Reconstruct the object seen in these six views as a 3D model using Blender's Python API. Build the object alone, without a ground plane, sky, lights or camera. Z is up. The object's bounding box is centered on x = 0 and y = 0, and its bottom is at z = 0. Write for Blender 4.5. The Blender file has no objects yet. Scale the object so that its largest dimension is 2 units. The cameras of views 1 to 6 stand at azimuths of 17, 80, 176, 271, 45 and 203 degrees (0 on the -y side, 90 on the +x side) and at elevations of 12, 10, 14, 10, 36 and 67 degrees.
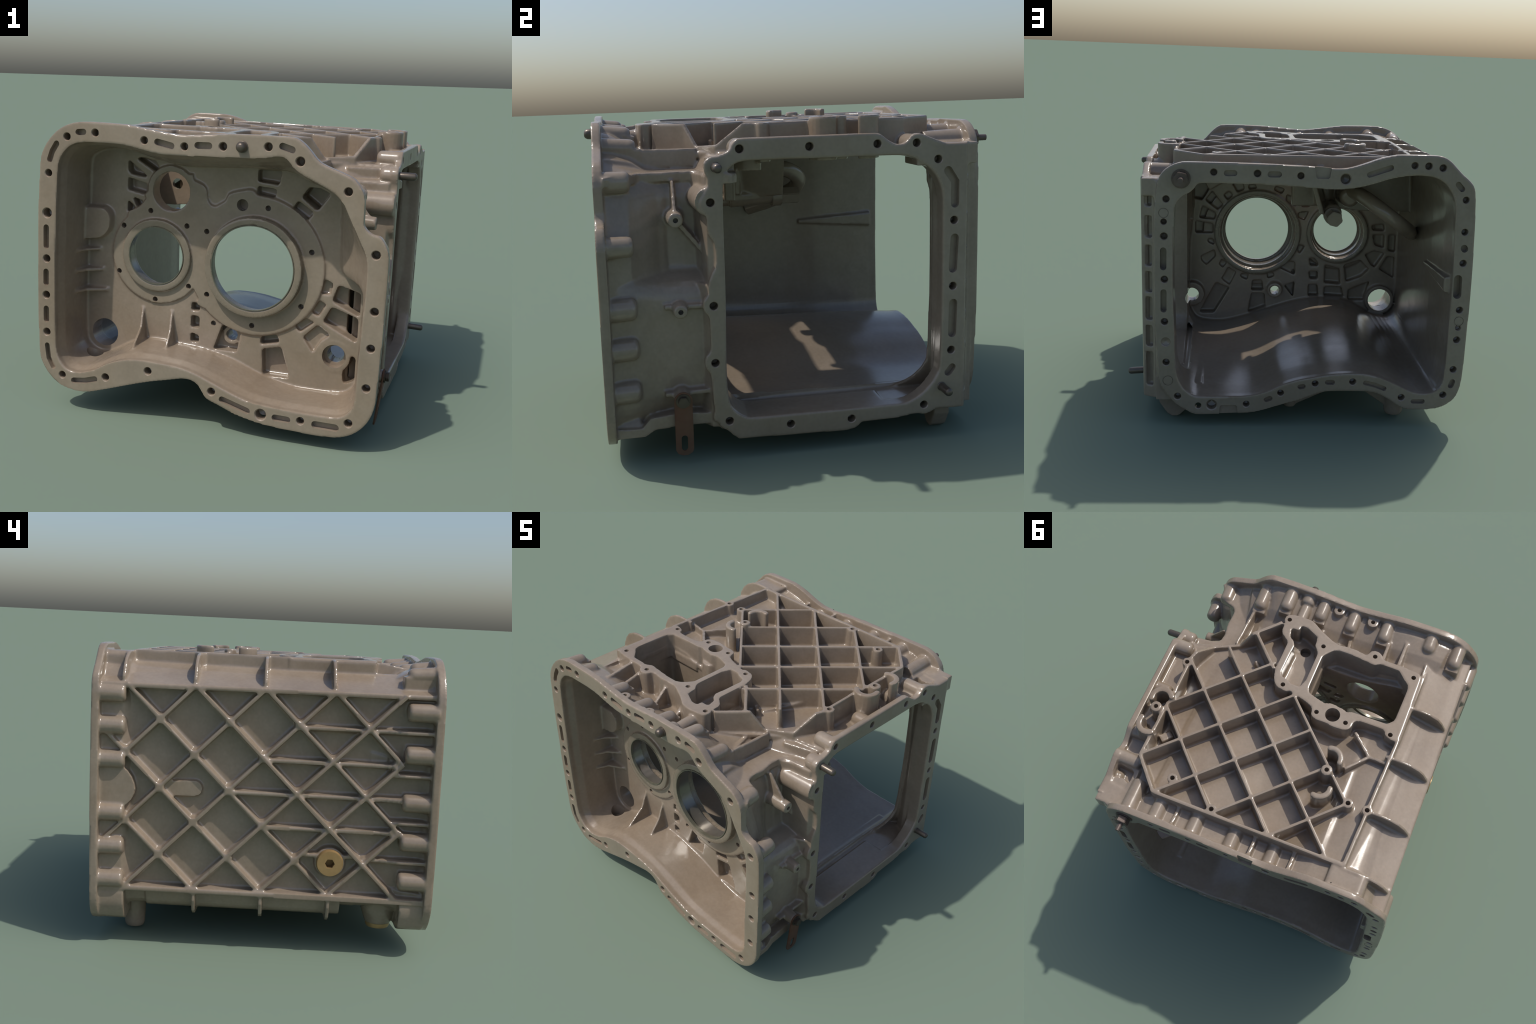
# Cast gearbox housing: built from parts (lofted wall, flanges, bulkhead, ribs, bosses),
# fused into one casting with rounded fillets, drilled, then separated again by part.
import bpy, bmesh, math
import numpy as np
from mathutils import Vector, Matrix
from mathutils.bvhtree import BVHTree

VOXEL = 0.0062
SMOOTH_STEPS = 3
TILT = 0.0145            # the housing stands tilted about the y axis by this many radians

# ------------------------------------------------------------------ 2D helpers
def spline(pts, sub=4):
    """closed Catmull-Rom curve through control points"""
    p = np.array(pts, float); n = len(p); out = []
    for i in range(n):
        a, b, c, d = p[i-1], p[i], p[(i+1) % n], p[(i+2) % n]
        for k in range(sub):
            t = k/sub
            out.append(0.5*((2*b)+(c-a)*t+(2*a-5*b+4*c-d)*t*t+(3*b-a-3*c+d)*t**3))
    return np.array(out)

def area(p):
    x, y = p[:, 0], p[:, 1]
    return 0.5*np.sum(x*np.roll(y, -1)-np.roll(x, -1)*y)

def offset(pts, d):
    """grow (d>0) a closed outline"""
    p = np.array(pts, float)
    if area(p) < 0: p = p[::-1]
    a = p-np.roll(p, 1, 0); b = np.roll(p, -1, 0)-p
    na = np.c_[a[:, 1], -a[:, 0]]; nb = np.c_[b[:, 1], -b[:, 0]]
    na /= np.linalg.norm(na, axis=1)[:, None]+1e-9; nb /= np.linalg.norm(nb, axis=1)[:, None]+1e-9
    m = na+nb; m /= np.linalg.norm(m, axis=1)[:, None]+1e-9
    c = np.clip((m*na).sum(1), 0.5, 1)
    return p+m*(d/c)[:, None]

def disc(c, r, n=40, a0=0.0, a1=2*math.pi):
    full = abs(a1-a0-2*math.pi) < 1e-6
    return [(c[0]+r*math.cos(a0+(a1-a0)*i/(n if full else n-1)), c[1]+r*math.sin(a0+(a1-a0)*i/(n if full else n-1))) for i in range(n)]

def band(path, w, round_end=True, n=8):
    """stadium shaped outline along a short path"""
    p = [np.array(q, float) for q in path]; L = []; R = []
    for i, q in enumerate(p):
        t = (p[min(i+1, len(p)-1)]-p[max(i-1, 0)]); t /= np.linalg.norm(t)
        nn = np.array([-t[1], t[0]])
        if i == 0 and round_end:
            a = math.atan2(nn[1], nn[0])
            for k in range(n): L.append(q+w*np.array([math.cos(a+math.pi-k*math.pi/n), math.sin(a+math.pi-k*math.pi/n)]))
        L.append(q+w*nn); R.append(q-w*nn)
        if i == len(p)-1 and round_end:
            a = math.atan2(nn[1], nn[0])
            for k in range(1, n): L.append(q+w*np.array([math.cos(a-k*math.pi/n), math.sin(a-k*math.pi/n)]))
    return L+R[::-1]

def rounded(poly, r=0.015, n=4):
    """round the corners of a polygon"""
    p = [np.array(q, float) for q in poly]; out = []
    for i, q in enumerate(p):
        a, b = p[i-1]-q, p[(i+1) % len(p)]-q
        la, lb = np.linalg.norm(a), np.linalg.norm(b); k = min(r, la*0.45, lb*0.45)
        s, e = q+a/la*k, q+b/lb*k
        for j in range(n+1):
            t = j/n; out.append((1-t)**2*s+2*t*(1-t)*q+t*t*e)
    return out

# ------------------------------------------------------------------ solids: (verts, faces)
def fix(V, F):
    V = np.array(V, float); v = 0.0
    for f in F:
        for k in range(1, len(f)-1): v += np.dot(V[f[0]], np.cross(V[f[k]], V[f[k+1]]))
    return (V, [tuple(reversed(f)) for f in F]) if v < 0 else (V, [tuple(f) for f in F])

def P3(axis, q, t):
    return (t, q[0], q[1]) if axis == 'x' else (q[0], t, q[1]) if axis == 'y' else (q[0], q[1], t)

def prism(axis, pts, a, b, pts_b=None):
    n = len(pts); pb = pts if pts_b is None else pts_b
    V = [P3(axis, q, a) for q in pts]+[P3(axis, q, b) for q in pb]
    F = [tuple(range(n)), tuple(range(2*n-1, n-1, -1))]+[(i, n+i, n+(i+1) % n, (i+1) % n) for i in range(n)]
    return fix(V, F)

def lathe(p0, p1, prof, n=32):
    """turned solid on the axis p0->p1; prof = (fraction along axis or length, radius)"""
    p0, p1 = Vector(p0), Vector(p1); d = (p1-p0).normalized(); L = (p1-p0).length
    u = d.orthogonal().normalized(); w = d.cross(u); V = []; F = []
    for t, r in prof:
        c = p0+d*(t*L)
        for i in range(n):
            a = 2*math.pi*i/n; V.append(tuple(c+(u*math.cos(a)+w*math.sin(a))*max(r, 1e-4)))
    m = len(prof)
    for k in range(m-1):
        for i in range(n): F.append((k*n+i, k*n+(i+1) % n, (k+1)*n+(i+1) % n, (k+1)*n+i))
    F.append(tuple(range(n-1, -1, -1))); F.append(tuple(range((m-1)*n, m*n)))
    return fix(V, F)

def rod(p0, p1, r, r1=None, dome=0.0, n=28):
    r1 = r if r1 is None else r1; L = (Vector(p1)-Vector(p0)).length
    prof = [(0, r)]
    if dome > 0:
        k = min(dome, L*0.6)/L
        for j in range(6):
            a = j/6*math.pi/2; prof.append((1-k+k*math.sin(a), (r+(r1-r)*(1-k))*(1-0.55*(1-math.cos(a)))))
        prof.append((1, r1*0.4))
    else: prof.append((1, r1))
    return lathe(p0, p1, prof, n)

def box(x0, x1, y0, y1, z0, z1):
    return prism('z', [(x0, y0), (x1, y0), (x1, y1), (x0, y1)], z0, z1)

def wall(p, q, t, z0, zp, zq=None, base=None):
    """upright rib between two plan points, thinner at the top; end heights zp, zq"""
    zq = zp if zq is None else zq; base = t*1.5 if base is None else base
    p, q = np.array(p, float), np.array(q, float); d = (q-p)/np.linalg.norm(q-p); n = np.array([-d[1], d[0]])
    V = []
    for c, z in ((p, zp), (q, zq)):
        for s in (1, -1):
            V.append((*(c+n*s*base/2), z0)); V.append((*(c+n*s*t/2), z))
    F = [(0, 1, 3, 2), (4, 6, 7, 5), (0, 4, 5, 1), (2, 3, 7, 6), (1, 5, 7, 3), (0, 2, 6, 4)]
    return fix(V, F)

def side_rib(p, q, t, x0, x1, xq=None):
    """rib on a side wall between two (y,z) points, from floor x0 to crest x1 (xq at the far end)"""
    V, F = wall(p, q, t, 0, 1); xq = x1 if xq is None else xq
    d = np.array(q, float)-np.array(p, float); L = d@d; W = []
    for v in V:
        f = ((v[0]-p[0])*d[0]+(v[1]-p[1])*d[1])/L; W.append((x0+(x1+(xq-x1)*f-x0)*v[2], v[0], v[1]))
    return fix(W, F)

def join(ms):
    V = []; F = []; o = 0
    for v, f in ms:
        V.append(np.asarray(v)); F += [tuple(i+o for i in g) for g in f]; o += len(v)
    return np.concatenate(V), F

def lean(V):
    """the machined end faces are not quite square to the axis"""
    V = np.array(V, float); V[:, 1] += -.006*V[:, 0]+.008*(V[:, 2]-.85); return V

TMP = bpy.data.collections.new('tmp'); bpy.context.scene.collection.children.link(TMP)

def to_mesh(m, name='m'):
    me = bpy.data.meshes.new(name); me.from_pydata([tuple(v) for v in m[0]], [], m[1]); me.update(); return me

def to_obj(m, name='m'):
    o = bpy.data.objects.new(name, m if isinstance(m, bpy.types.Mesh) else to_mesh(m, name)); TMP.objects.link(o); return o

def evaluated(o):
    dg = bpy.context.evaluated_depsgraph_get(); dg.update()
    return bpy.data.meshes.new_from_object(o.evaluated_get(dg))

def cut(m, cutters, solver='MANIFOLD', op='DIFFERENCE'):
    o = to_obj(m)
    for c in cutters:
        k = to_obj(c); md = o.modifiers.new('b', 'BOOLEAN'); md.operation = op; md.solver = solver; md.object = k
    me = evaluated(o)
    V = np.empty(len(me.vertices)*3); me.vertices.foreach_get('co', V)
    F = [tuple(p.vertices) for p in me.polygons]
    return V.reshape(-1, 3), F

SOLIDS = []              # (group, name, index, verts, faces)
COUNT = {}
def add(group, name, *ms):
    """one part of the casting; same name again makes a further piece of that kind"""
    i = COUNT.get(name, 0); COUNT[name] = i+1
    if group in TRIM or name in TRIM: ms = [cut(m, [FRONT_CAV, REAR_CAV]) for m in ms]
    V, F = join(ms); SOLIDS.append(((group, name, i), lean(V), F))

CUTS = []
def drill(m): CUTS.append((lean(m[0]), m[1]))

# ================================================================== profiles (x,z) of the two end flanges
FRONT_OUT = spline([(-.985,1.396),(-.969,1.451),(-.935,1.507),(-.885,1.559),(-.83,1.592),(-.763,1.611),(-.654,1.617),(-.474,1.613),
  (-.34,1.596),(-.202,1.581),(-.106,1.583),(.127,1.603),(.391,1.606),(.439,1.6),(.475,1.578),(.508,1.547),(.548,1.504),(.587,1.48),
  (.713,1.435),(.752,1.407),(.779,1.373),(.793,1.335),(.796,1.262),(.798,1.206),(.814,1.18),(.843,1.161),(.88,1.153),(.906,1.124),
  (.925,1.083),(.932,1.028),(.934,.834),(.93,.6),(.923,.40),(.918,.298),(.898,.221),(.858,.161),(.803,.117),(.739,.094),(.674,.087),
  (.581,.086),(.446,.091),(.343,.098),(.266,.11),(.168,.133),(.082,.165),(.017,.19),(-.013,.228),(-.036,.26),(-.072,.279),
  (-.122,.282),(-.224,.258),(-.319,.235),(-.43,.201),(-.543,.164),(-.627,.137),(-.697,.119),(-.783,.118),(-.862,.138),(-.921,.178),
  (-.965,.234),(-.99,.294),(-.996,.396),(-1.001,.542),(-1.004,.757),(-1.003,.997),(-1.0,1.136),(-.993,1.274)], 3)
FRONT_IN = spline([(-.882,1.30),(-.879,1.357),(-.873,1.391),(-.856,1.429),(-.822,1.471),(-.778,1.496),(-.719,1.507),(-.624,1.511),(-.537,1.511),
  (-.458,1.503),(-.394,1.49),(-.31,1.476),(-.226,1.471),(-.116,1.475),(.132,1.484),(.262,1.49),(.307,1.498),(.352,1.506),(.384,1.499),
  (.408,1.479),(.431,1.453),(.477,1.423),(.529,1.399),(.587,1.373),(.639,1.346),(.672,1.318),(.699,1.284),(.735,1.213),(.77,1.148),
  (.798,1.095),(.817,1.053),(.826,1.01),(.83,.95),(.829,.878),(.821,.679),(.817,.475),(.812,.308),(.8,.259),(.77,.221),(.726,.202),
  (.641,.196),(.44,.198),(.345,.203),(.255,.213),(.163,.241),(.078,.273),(.006,.301),(-.066,.326),(-.16,.344),(-.284,.35),(-.358,.351),
  (-.44,.344),(-.507,.327),(-.568,.303),(-.644,.259),(-.705,.235),(-.76,.225),(-.815,.234),(-.854,.265),(-.881,.317),(-.891,.396),
  (-.895,.6),(-.895,.833),(-.892,1.007),(-.887,1.214)], 3)
REAR_OUT = spline([(.79,1.374),(.784,1.429),(.765,1.484),(.724,1.526),(.67,1.551),(.616,1.558),(.454,1.557),(.25,1.555),(.044,1.548),
  (-.135,1.539),(-.191,1.532),(-.246,1.534),(-.301,1.545),(-.37,1.567),(-.438,1.591),(-.507,1.608),(-.562,1.615),(-.66,1.616),(-.745,1.614),
  (-.794,1.608),(-.838,1.584),(-.876,1.547),(-.914,1.509),(-.956,1.474),(-.98,1.44),(-.991,1.39),(-.998,1.283),(-1.003,1.153),
  (-1.006,.896),(-1.005,.693),(-1.0,.448),(-.994,.307),(-.981,.228),(-.955,.173),(-.905,.132),(-.846,.11),(-.771,.104),(-.681,.104),
  (-.627,.123),(-.565,.167),(-.488,.207),(-.399,.219),(-.199,.22),(-.104,.193),(-.031,.166),(.042,.146),(.151,.112),(.224,.092),
  (.297,.083),(.37,.081),(.501,.077),(.574,.078),(.624,.103),(.682,.142),(.732,.197),(.768,.251),(.785,.32),(.789,.419),(.797,.532),
  (.803,.718),(.806,.93),(.804,1.051),(.802,1.193),(.797,1.298)], 3)
REAR_IN = spline([(.692,1.264),(.688,1.306),(.671,1.341),(.644,1.369),(.603,1.39),(.582,1.411),(.562,1.436),(.528,1.443),(.385,1.443),
  (.248,1.44),(.11,1.434),(-.098,1.422),(-.182,1.418),(-.265,1.421),(-.348,1.434),(-.431,1.457),(-.5,1.479),(-.57,1.493),(-.625,1.5),
  (-.71,1.499),(-.767,1.486),(-.812,1.458),(-.851,1.41),(-.876,1.353),(-.884,1.282),(-.888,1.138),(-.894,.918),(-.893,.693),(-.891,.456),
  (-.886,.347),(-.88,.284),(-.86,.237),(-.825,.212),(-.765,.204),(-.704,.214),(-.643,.242),(-.574,.277),(-.506,.305),(-.431,.326),
  (-.357,.331),(-.268,.329),(-.188,.321),(-.108,.306),(-.028,.291),(.059,.264),(.131,.229),(.197,.206),(.277,.191),(.371,.189),(.545,.19),
  (.596,.204),(.639,.239),(.667,.289),(.681,.343),(.687,.419),(.691,.57),(.697,.78),(.699,.908),(.696,1.123)], 3)
# inside of the wall where it meets the bulkhead (front chamber narrows, upper right is drawn in)
MID_IN = spline([(-.862,.9),(-.855,1.14),(-.85,1.35),(-.835,1.41),(-.79,1.44),(-.73,1.46),(-.63,1.465),(-.53,1.45),(-.43,1.42),(-.34,1.4),
  (-.23,1.39),(0,1.4),(.15,1.41),(.33,1.405),(.42,1.38),(.48,1.35),(.54,1.335),(.585,1.315),(.615,1.27),(.622,1.2),(.624,1.08),(.626,.96),(.636,.90),(.665,.872),(.73,.85),(.77,.82),(.783,.76),
  (.785,.6),(.78,.4),(.768,.31),(.735,.245),(.67,.215),(.49,.21),(.39,.215),(.23,.25),(.06,.315),(-.07,.345),(-.16,.36),(-.3,.37),(-.38,.378),
  (-.48,.372),(-.56,.345),(-.65,.295),(-.72,.26),(-.79,.265),(-.845,.30),(-.866,.38),(-.868,.6),(-.866,.75)], 3)
REAR_MID_IN = spline([(-.87,.9),(-.868,1.14),(-.862,1.35),(-.835,1.42),(-.77,1.46),(-.68,1.47),(-.6,1.47),(-.5,1.46),(-.43,1.435),(-.34,1.415),
  (-.23,1.405),(0,1.41),(.2,1.415),(.45,1.42),(.58,1.415),(.64,1.38),(.655,1.3),(.656,1.0),(.655,.6),(.65,.35),(.63,.27),(.58,.22),
  (.49,.205),(.39,.205),(.22,.235),(.05,.29),(-.1,.335),(-.22,.36),(-.34,.368),(-.43,.365),(-.52,.345),(-.62,.29),(-.7,.25),(-.78,.24),
  (-.83,.26),(-.862,.31),(-.872,.4),(-.874,.6),(-.872,.75)], 3)

# just behind the bulkhead, where the upper right is still drawn in
REAR_FRONT_IN = spline([(-.87,.9),(-.868,1.14),(-.862,1.35),(-.835,1.42),(-.77,1.46),(-.68,1.47),(-.6,1.47),(-.5,1.46),(-.43,1.435),(-.34,1.415),
  (-.23,1.405),(0,1.41),(.2,1.415),(.36,1.405),(.46,1.37),(.54,1.335),(.59,1.315),(.622,1.265),(.63,1.1),(.632,.95),(.64,.87),(.65,.8),(.652,.6),(.65,.35),(.63,.27),(.58,.22),
  (.49,.205),(.39,.205),(.22,.235),(.05,.29),(-.1,.335),(-.22,.36),(-.34,.368),(-.43,.365),(-.52,.345),(-.62,.29),(-.7,.25),(-.78,.24),
  (-.83,.26),(-.862,.31),(-.872,.4),(-.874,.6),(-.872,.75)], 3)

def lift(lp, h):
    p = np.array(lp); w = np.clip((.5-p[:, 1])/.12, 0, 1)*np.clip((.40-p[:, 0])/.2, 0, 1); p[:, 1] += h*w; return p
REAR_MID_IN = lift(REAR_MID_IN, .018); REAR_FRONT_IN = lift(REAR_FRONT_IN, .018)

CEN = np.array([-.05, .86])
def polar(loop, n=300):
    """resample a closed outline by angle about the axis of the housing"""
    p = np.array(loop)-CEN; q = np.roll(p, -1, 0); out = []
    for i in range(n):
        a = 2*math.pi*i/n; d = np.array([math.cos(a), math.sin(a)])
        cp = p[:, 0]*d[1]-p[:, 1]*d[0]; cq = q[:, 0]*d[1]-q[:, 1]*d[0]
        best = 0
        for k in np.where(cp*cq <= 0)[0]:
            den = cp[k]-cq[k]
            if abs(den) < 1e-12: continue
            h = p[k]+(q[k]-p[k])*(cp[k]/den); r = h@d
            if r > best: best = r
        out.append(CEN+d*best)
    return np.array(out)

def tube(sections):
    """hollow loft: sections = (y, inner outline, wall thickness)"""
    V = []; F = []; n = 300; m = len(sections)
    for y, lp, t in sections:
        i = polar(lp, n); o = offset(i, t)
        V += [(a, y, b) for a, b in i]; V += [(a, y, b) for a, b in o]
    for k in range(m-1):
        A, B = k*2*n, (k+1)*2*n
        for j in range(n):
            j2 = (j+1) % n
            F.append((A+j, A+j2, B+j2, B+j)); F.append((A+n+j2, A+n+j, B+n+j, B+n+j2))
    for k, s in ((0, 1), (m-1, -1)):
        A = k*2*n
        for j in range(n):
            j2 = (j+1) % n; f = (A+j, A+n+j, A+n+j2, A+j2); F.append(f if s > 0 else f[::-1])
    return fix(V, F)

def mix(a, b, t, n=300): return polar(a, n)*(1-t)+polar(b, n)*t

YF, YB = -.942, .888     # machined faces of the two end flanges
XW, ZT, XL = .88, 1.583, -.963   # side opening face, top face, left rib crest

# side opening (y,z)
WIN_OUT = spline([(-.446,1.38),(-.45,1.41),(-.443,1.429),(-.42,1.445),(-.385,1.45),(-.352,1.461),(-.331,1.476),(-.319,1.501),(-.299,1.519),(-.271,1.524),
  (-.2,1.524),(.2,1.522),(.343,1.52),(.373,1.514),(.396,1.496),(.42,1.48),(.45,1.466),(.48,1.468),(.505,1.485),(.523,1.505),(.553,1.512),
  (.595,1.499),(.644,1.479),(.69,1.462),(.73,1.459),(.79,1.459),(.797,1.45),(.796,1.2),(.79,.75),(.785,.5),(.784,.25),(.783,.17),(.775,.162),(.707,.162),(.655,.162),
  (.616,.144),(.583,.141),(.545,.147),(.455,.135),(.30,.131),(.271,.129),(.248,.108),(.201,.098),(.1,.099),(-.3,.109),(-.326,.112),(-.355,.129),
  (-.378,.153),(-.413,.176),(-.424,.199),(-.444,.21),(-.448,.235),(-.441,.262),(-.445,.31),(-.449,.38),(-.453,.438),(-.471,.464),(-.478,.495),
  (-.471,.527),(-.451,.555),(-.447,.63),(-.45,.71),(-.47,.739),(-.477,.769),(-.47,.798),(-.45,.825),(-.447,.872),(-.427,.923),(-.412,.955),
  (-.411,1.026),(-.419,1.064),(-.438,1.095),(-.445,1.13),(-.446,1.18),(-.467,1.215),(-.472,1.241),(-.459,1.268),(-.44,1.301),(-.435,1.345)], 3)
WIN_IN = spline([(-.368,1.286),(-.363,1.33),(-.35,1.369),(-.326,1.398),(-.297,1.415),(-.258,1.421),(-.161,1.421),(.105,1.419),(.282,1.417),(.44,1.415),
  (.498,1.409),(.547,1.392),(.602,1.355),(.639,1.314),(.663,1.266),(.676,1.212),(.678,1.111),(.678,.747),(.676,.573),(.670,.384),(.654,.335),(.628,.297),
  (.583,.252),(.532,.222),(.481,.207),(.392,.206),(.203,.206),(-.044,.209),(-.258,.211),(-.298,.22),(-.333,.242),(-.361,.276),(-.372,.32),(-.377,.37),
  (-.379,.437),(-.375,.6),(-.371,.8),(-.37,1.1)], 3)

# ------------------------------------------------------------------ housing wall
def solid_loft(sections):
    n = 300; V = []; F = []
    for y, lp in sections: V += [(a, y, b) for a, b in polar(lp, n)]
    for k in range(len(sections)-1):
        for j in range(n): F.append((k*n+j, k*n+(j+1) % n, (k+1)*n+(j+1) % n, (k+1)*n+j))
    m = len(sections)
    F.append(tuple(range(n-1, -1, -1))); F.append(tuple(range((m-1)*n, m*n)))
    return fix(V, F)

FRONT_CORE = offset(polar(FRONT_IN), -.014)
_p = polar(REAR_IN); _w = np.clip((.40-_p[:, 0])/.3, 0, 1)*np.where((_p[:, 1] > 1.3) & (_p[:, 0] > -.5), 0, 1)
_w = np.maximum(_w, np.where(_p[:, 1] < .4, np.clip((.66-_p[:, 0])/.1, 0, 1)*.55, 0))
REAR_CORE = _p+(offset(_p, -.018)-_p)*_w[:, None]
_a = np.degrees(np.arctan2(polar(MID_IN)[:, 1]-CEN[1], polar(MID_IN)[:, 0]-CEN[0]))
_sel = np.clip((_a+4)/6, 0, 1)*np.clip((46-_a)/14, 0, 1)
def mix2(a, b, t, tr): w = (t+(tr-t)*_sel)[:, None]; return polar(a)*(1-w)+polar(b)*w
def THICK(t): # wall thickness round the section: thin on the left, thick on top
    return np.where(_a > 150, .028, np.where(_a < -150, .028, np.where((_a > 40) & (_a < 140), t+.018, t)))
FRONT_SEC = [(YF+.01, polar(FRONT_IN), .045), (-.905, polar(FRONT_IN), .05), (-.86, mix2(FRONT_CORE, MID_IN, .15, .10), THICK(.05)), (-.79, mix2(FRONT_CORE, MID_IN, .50, .32), THICK(.045)),
             (-.76, mix2(FRONT_CORE, MID_IN, .62, .45), THICK(.04)), (-.70, mix2(FRONT_CORE, MID_IN, .85, .66), .03), (-.655, mix2(FRONT_CORE, MID_IN, .95, .86), .027), (-.63, mix2(FRONT_CORE, MID_IN, .98, .93), .027), (-.61, polar(MID_IN), .027), (-.42, polar(MID_IN), .027)]
REAR_SEC = [(-.54, polar(REAR_FRONT_IN), .024), (-.46, polar(REAR_FRONT_IN), .024), (-.40, mix(REAR_MID_IN, REAR_CORE, .15), .024), (-.1, mix(REAR_MID_IN, REAR_CORE, .45), .024), (.45, mix(REAR_MID_IN, REAR_CORE, .85), .024),
            (.69, mix(REAR_CORE, REAR_IN, .35), .024), (.73, mix(REAR_CORE, REAR_IN, .5), .05), (.84, polar(REAR_IN), .05), (YB-.008, polar(REAR_IN), .045)]
FRONT_CAV = solid_loft([(-1.05, polar(FRONT_IN))]+[(y, l) for y, l, _ in FRONT_SEC if y <= -.61])
REAR_CAV = solid_loft([(y, l) for y, l, _ in REAR_SEC]+[(1.0, polar(REAR_IN))])
TRIM = {'front_flange', 'rear_flange', 'side_ledge', 'side_step', 'lower_rail', 'side_panel', 'shoulder', 'bottom_fin', 'foot', 'drain_boss', 'top_panel', 'corner_block'}
front_tube = tube(FRONT_SEC); rear_tube = tube(REAR_SEC)
opening = prism('x', WIN_IN, .5, 1.0)
top_hole = prism('z', [(-.635,-.50),(-.605,-.575),(-.15,-.575),(-.08,-.53),(-.07,-.25),(-.15,-.215),(-.60,-.215),(-.63,-.25)], 1.3, 1.7)
window_cut = join([prism('x', offset(WIN_IN, -.001), .62, 1.0)])
ceil_cut = box(.38, 1.0, -.37, .66, .60, 1.424)
add('', 'housing_wall', cut(front_tube, [top_hole, REAR_CAV]), cut(rear_tube, [window_cut, ceil_cut, top_hole]))
# thicker belly under the rear chamber
belly = [tuple(q) for q in offset(polar(REAR_IN), .02) if q[1] < .345 and q[0] < .62]
add('housing_wall', 'belly', cut(prism('y', belly, -.46, .60), [REAR_CAV]))
add('housing_wall', 'floor_sill', box(.54, .86, -.41, .70, .160, .2035))

# ------------------------------------------------------------------ end flanges
add('', 'front_flange', cut(prism('y', FRONT_OUT, YF, -.898), [prism('y', FRONT_IN, -1.2, -.5)]))
add('', 'rear_flange', cut(prism('y', REAR_OUT, .846, YB), [prism('y', REAR_IN, .5, 1.2)]))

def ydrill(x, z, r, depth, face):
    a, b = (YF-.05, YF+depth) if face < 0 else (YB-depth, YB+.05)
    s = -1 if face < 0 else 1
    tip = (x, (YF if face < 0 else YB)-s*(depth+r*.5), z); back = (x, (YF if face < 0 else YB)+s*.05, z)
    L = depth+r*.5+.05
    drill(lathe(back, tip, [(0, r*1.22), ((.05-.001)/L, r*1.22), ((.05+r*.22)/L, r), ((.05+depth)/L, r), (1, .001)], 28))
def yslot(path, w, depth, face):
    a, b = (YF-.05, YF+depth) if face < 0 else (YB-depth, YB+.05)
    drill(prism('y', band(path, w), a, b))

# front flange: bolt holes, lightening slots, bolt bosses behind
front_holes = [(-.935,1.329,.02),(-.824,1.531,.02),(-.658,1.561,.02),(-.376,1.539,.02),(-.152,1.522,.02),(.057,1.536,.021),(.295,1.55,.021),
  (-.944,1.11,.026),(-.947,.855,.021),(-.949,.649,.021),(-.946,.436,.021),(-.848,.198,.02),(-.58,.222,.021),(-.326,.295,.021),(.044,.235,.021),
  (.323,.151,.029),(.539,.152,.02),(.79,.18,.021),(.868,.379,.021),(.876,.588,.021),(.881,.778,.021),(.868,1.062,.022),(.711,1.36,.021),(.462,1.489,.023)]
for x, z, r in front_holes: ydrill(x, z, r, .07, -1)
for path, w in [([(-.886,1.49),(-.912,1.448),(-.927,1.404)],.0165),([(-.757,1.559),(-.726,1.562)],.0165),([(-.301,1.536),(-.224,1.521)],.018),
  ([(-.079,1.533),(-.018,1.535)],.018),([(.368,1.558),(.417,1.544)],.018),([(-.949,1.029),(-.949,.927)],.017),([(-.95,.781),(-.95,.719)],.017),
  ([(-.949,.57),(-.948,.508)],.017),([(-.943,.359),(-.933,.287),(-.905,.238)],.015),([(-.775,.175),(-.705,.184),(-.645,.202)],.017),
  ([(.107,.201),(.247,.16)],.018),([(.403,.148),(.469,.147)],.018),([(.619,.146),(.724,.145)],.02)]:
    yslot(path, w, .034, -1)
for x, z, r, y1 in [(-.845,1.525,.046,-.755),(-.665,1.548,.046,-.79),(-.376,1.532,.044,-.77),(-.152,1.52,.044,-.765),(.057,1.53,.044,-.77),(.285,1.54,.046,-.755),(.462,1.485,.048,-.735)]:
    add('front_flange', 'bolt_boss', rod((x, -.91, z), (x, y1, z-.012), r, r*.95, .035), box(x-r*.9, x+r*.9, -.91, y1+.02, z-.12, z-.01))
for z in (1.333, 1.11, .855, .643, .43):
    add('front_flange', 'bolt_boss', rod((-.948, -.91, z), (-.946, -.752, z), .050, .048, .02), box(-.96, -.89, -.91, -.765, z-.042, z+.042))
for x, z, r, y1 in [(.868,1.062,.05,-.775),(.862,.775,.053,-.775),(.858,.585,.053,-.775),(.850,.38,.053,-.775),(.735,1.34,.052,-.775)]:
    add('front_flange', 'bolt_boss', rod((x, -.91, z), (x-.008, y1, z), r, r*.96, .025))
for x, z, y1 in [(-.848,.21,-.77),(-.58,.235,-.77),(-.326,.30,-.79),(.044,.243,-.79),(.323,.165,-.79),(.539,.16,-.79),(.785,.188,-.775)]:
    add('front_flange', 'bolt_boss', rod((x, -.91, z), (x, y1, z+.01), .045, .043, .02))
# boss carrying the locating stud, with a thin neck back to the cover frame
add('front_flange', 'stud_boss', rod((.17, -.91, 1.53), (.168, -.845, 1.52), .048, .047, .02), rod((.168, -.86, 1.51), (.165, -.69, 1.52), .036, .036), box(.135,.2,-.9,-.69,1.43,1.51))
# two small drilled lugs behind the upper edge
for x, y in ((-.045, -.875), (-.275, -.87)):
    add('front_flange', 'drilled_lug', prism('z', disc((x, y), .036, 24), 1.43, 1.553), box(x-.036, x+.036, -.905, y, 1.43, 1.553))
    drill(rod((x, y, 1.60), (x, y, 1.515), .014, n=20))
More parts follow.
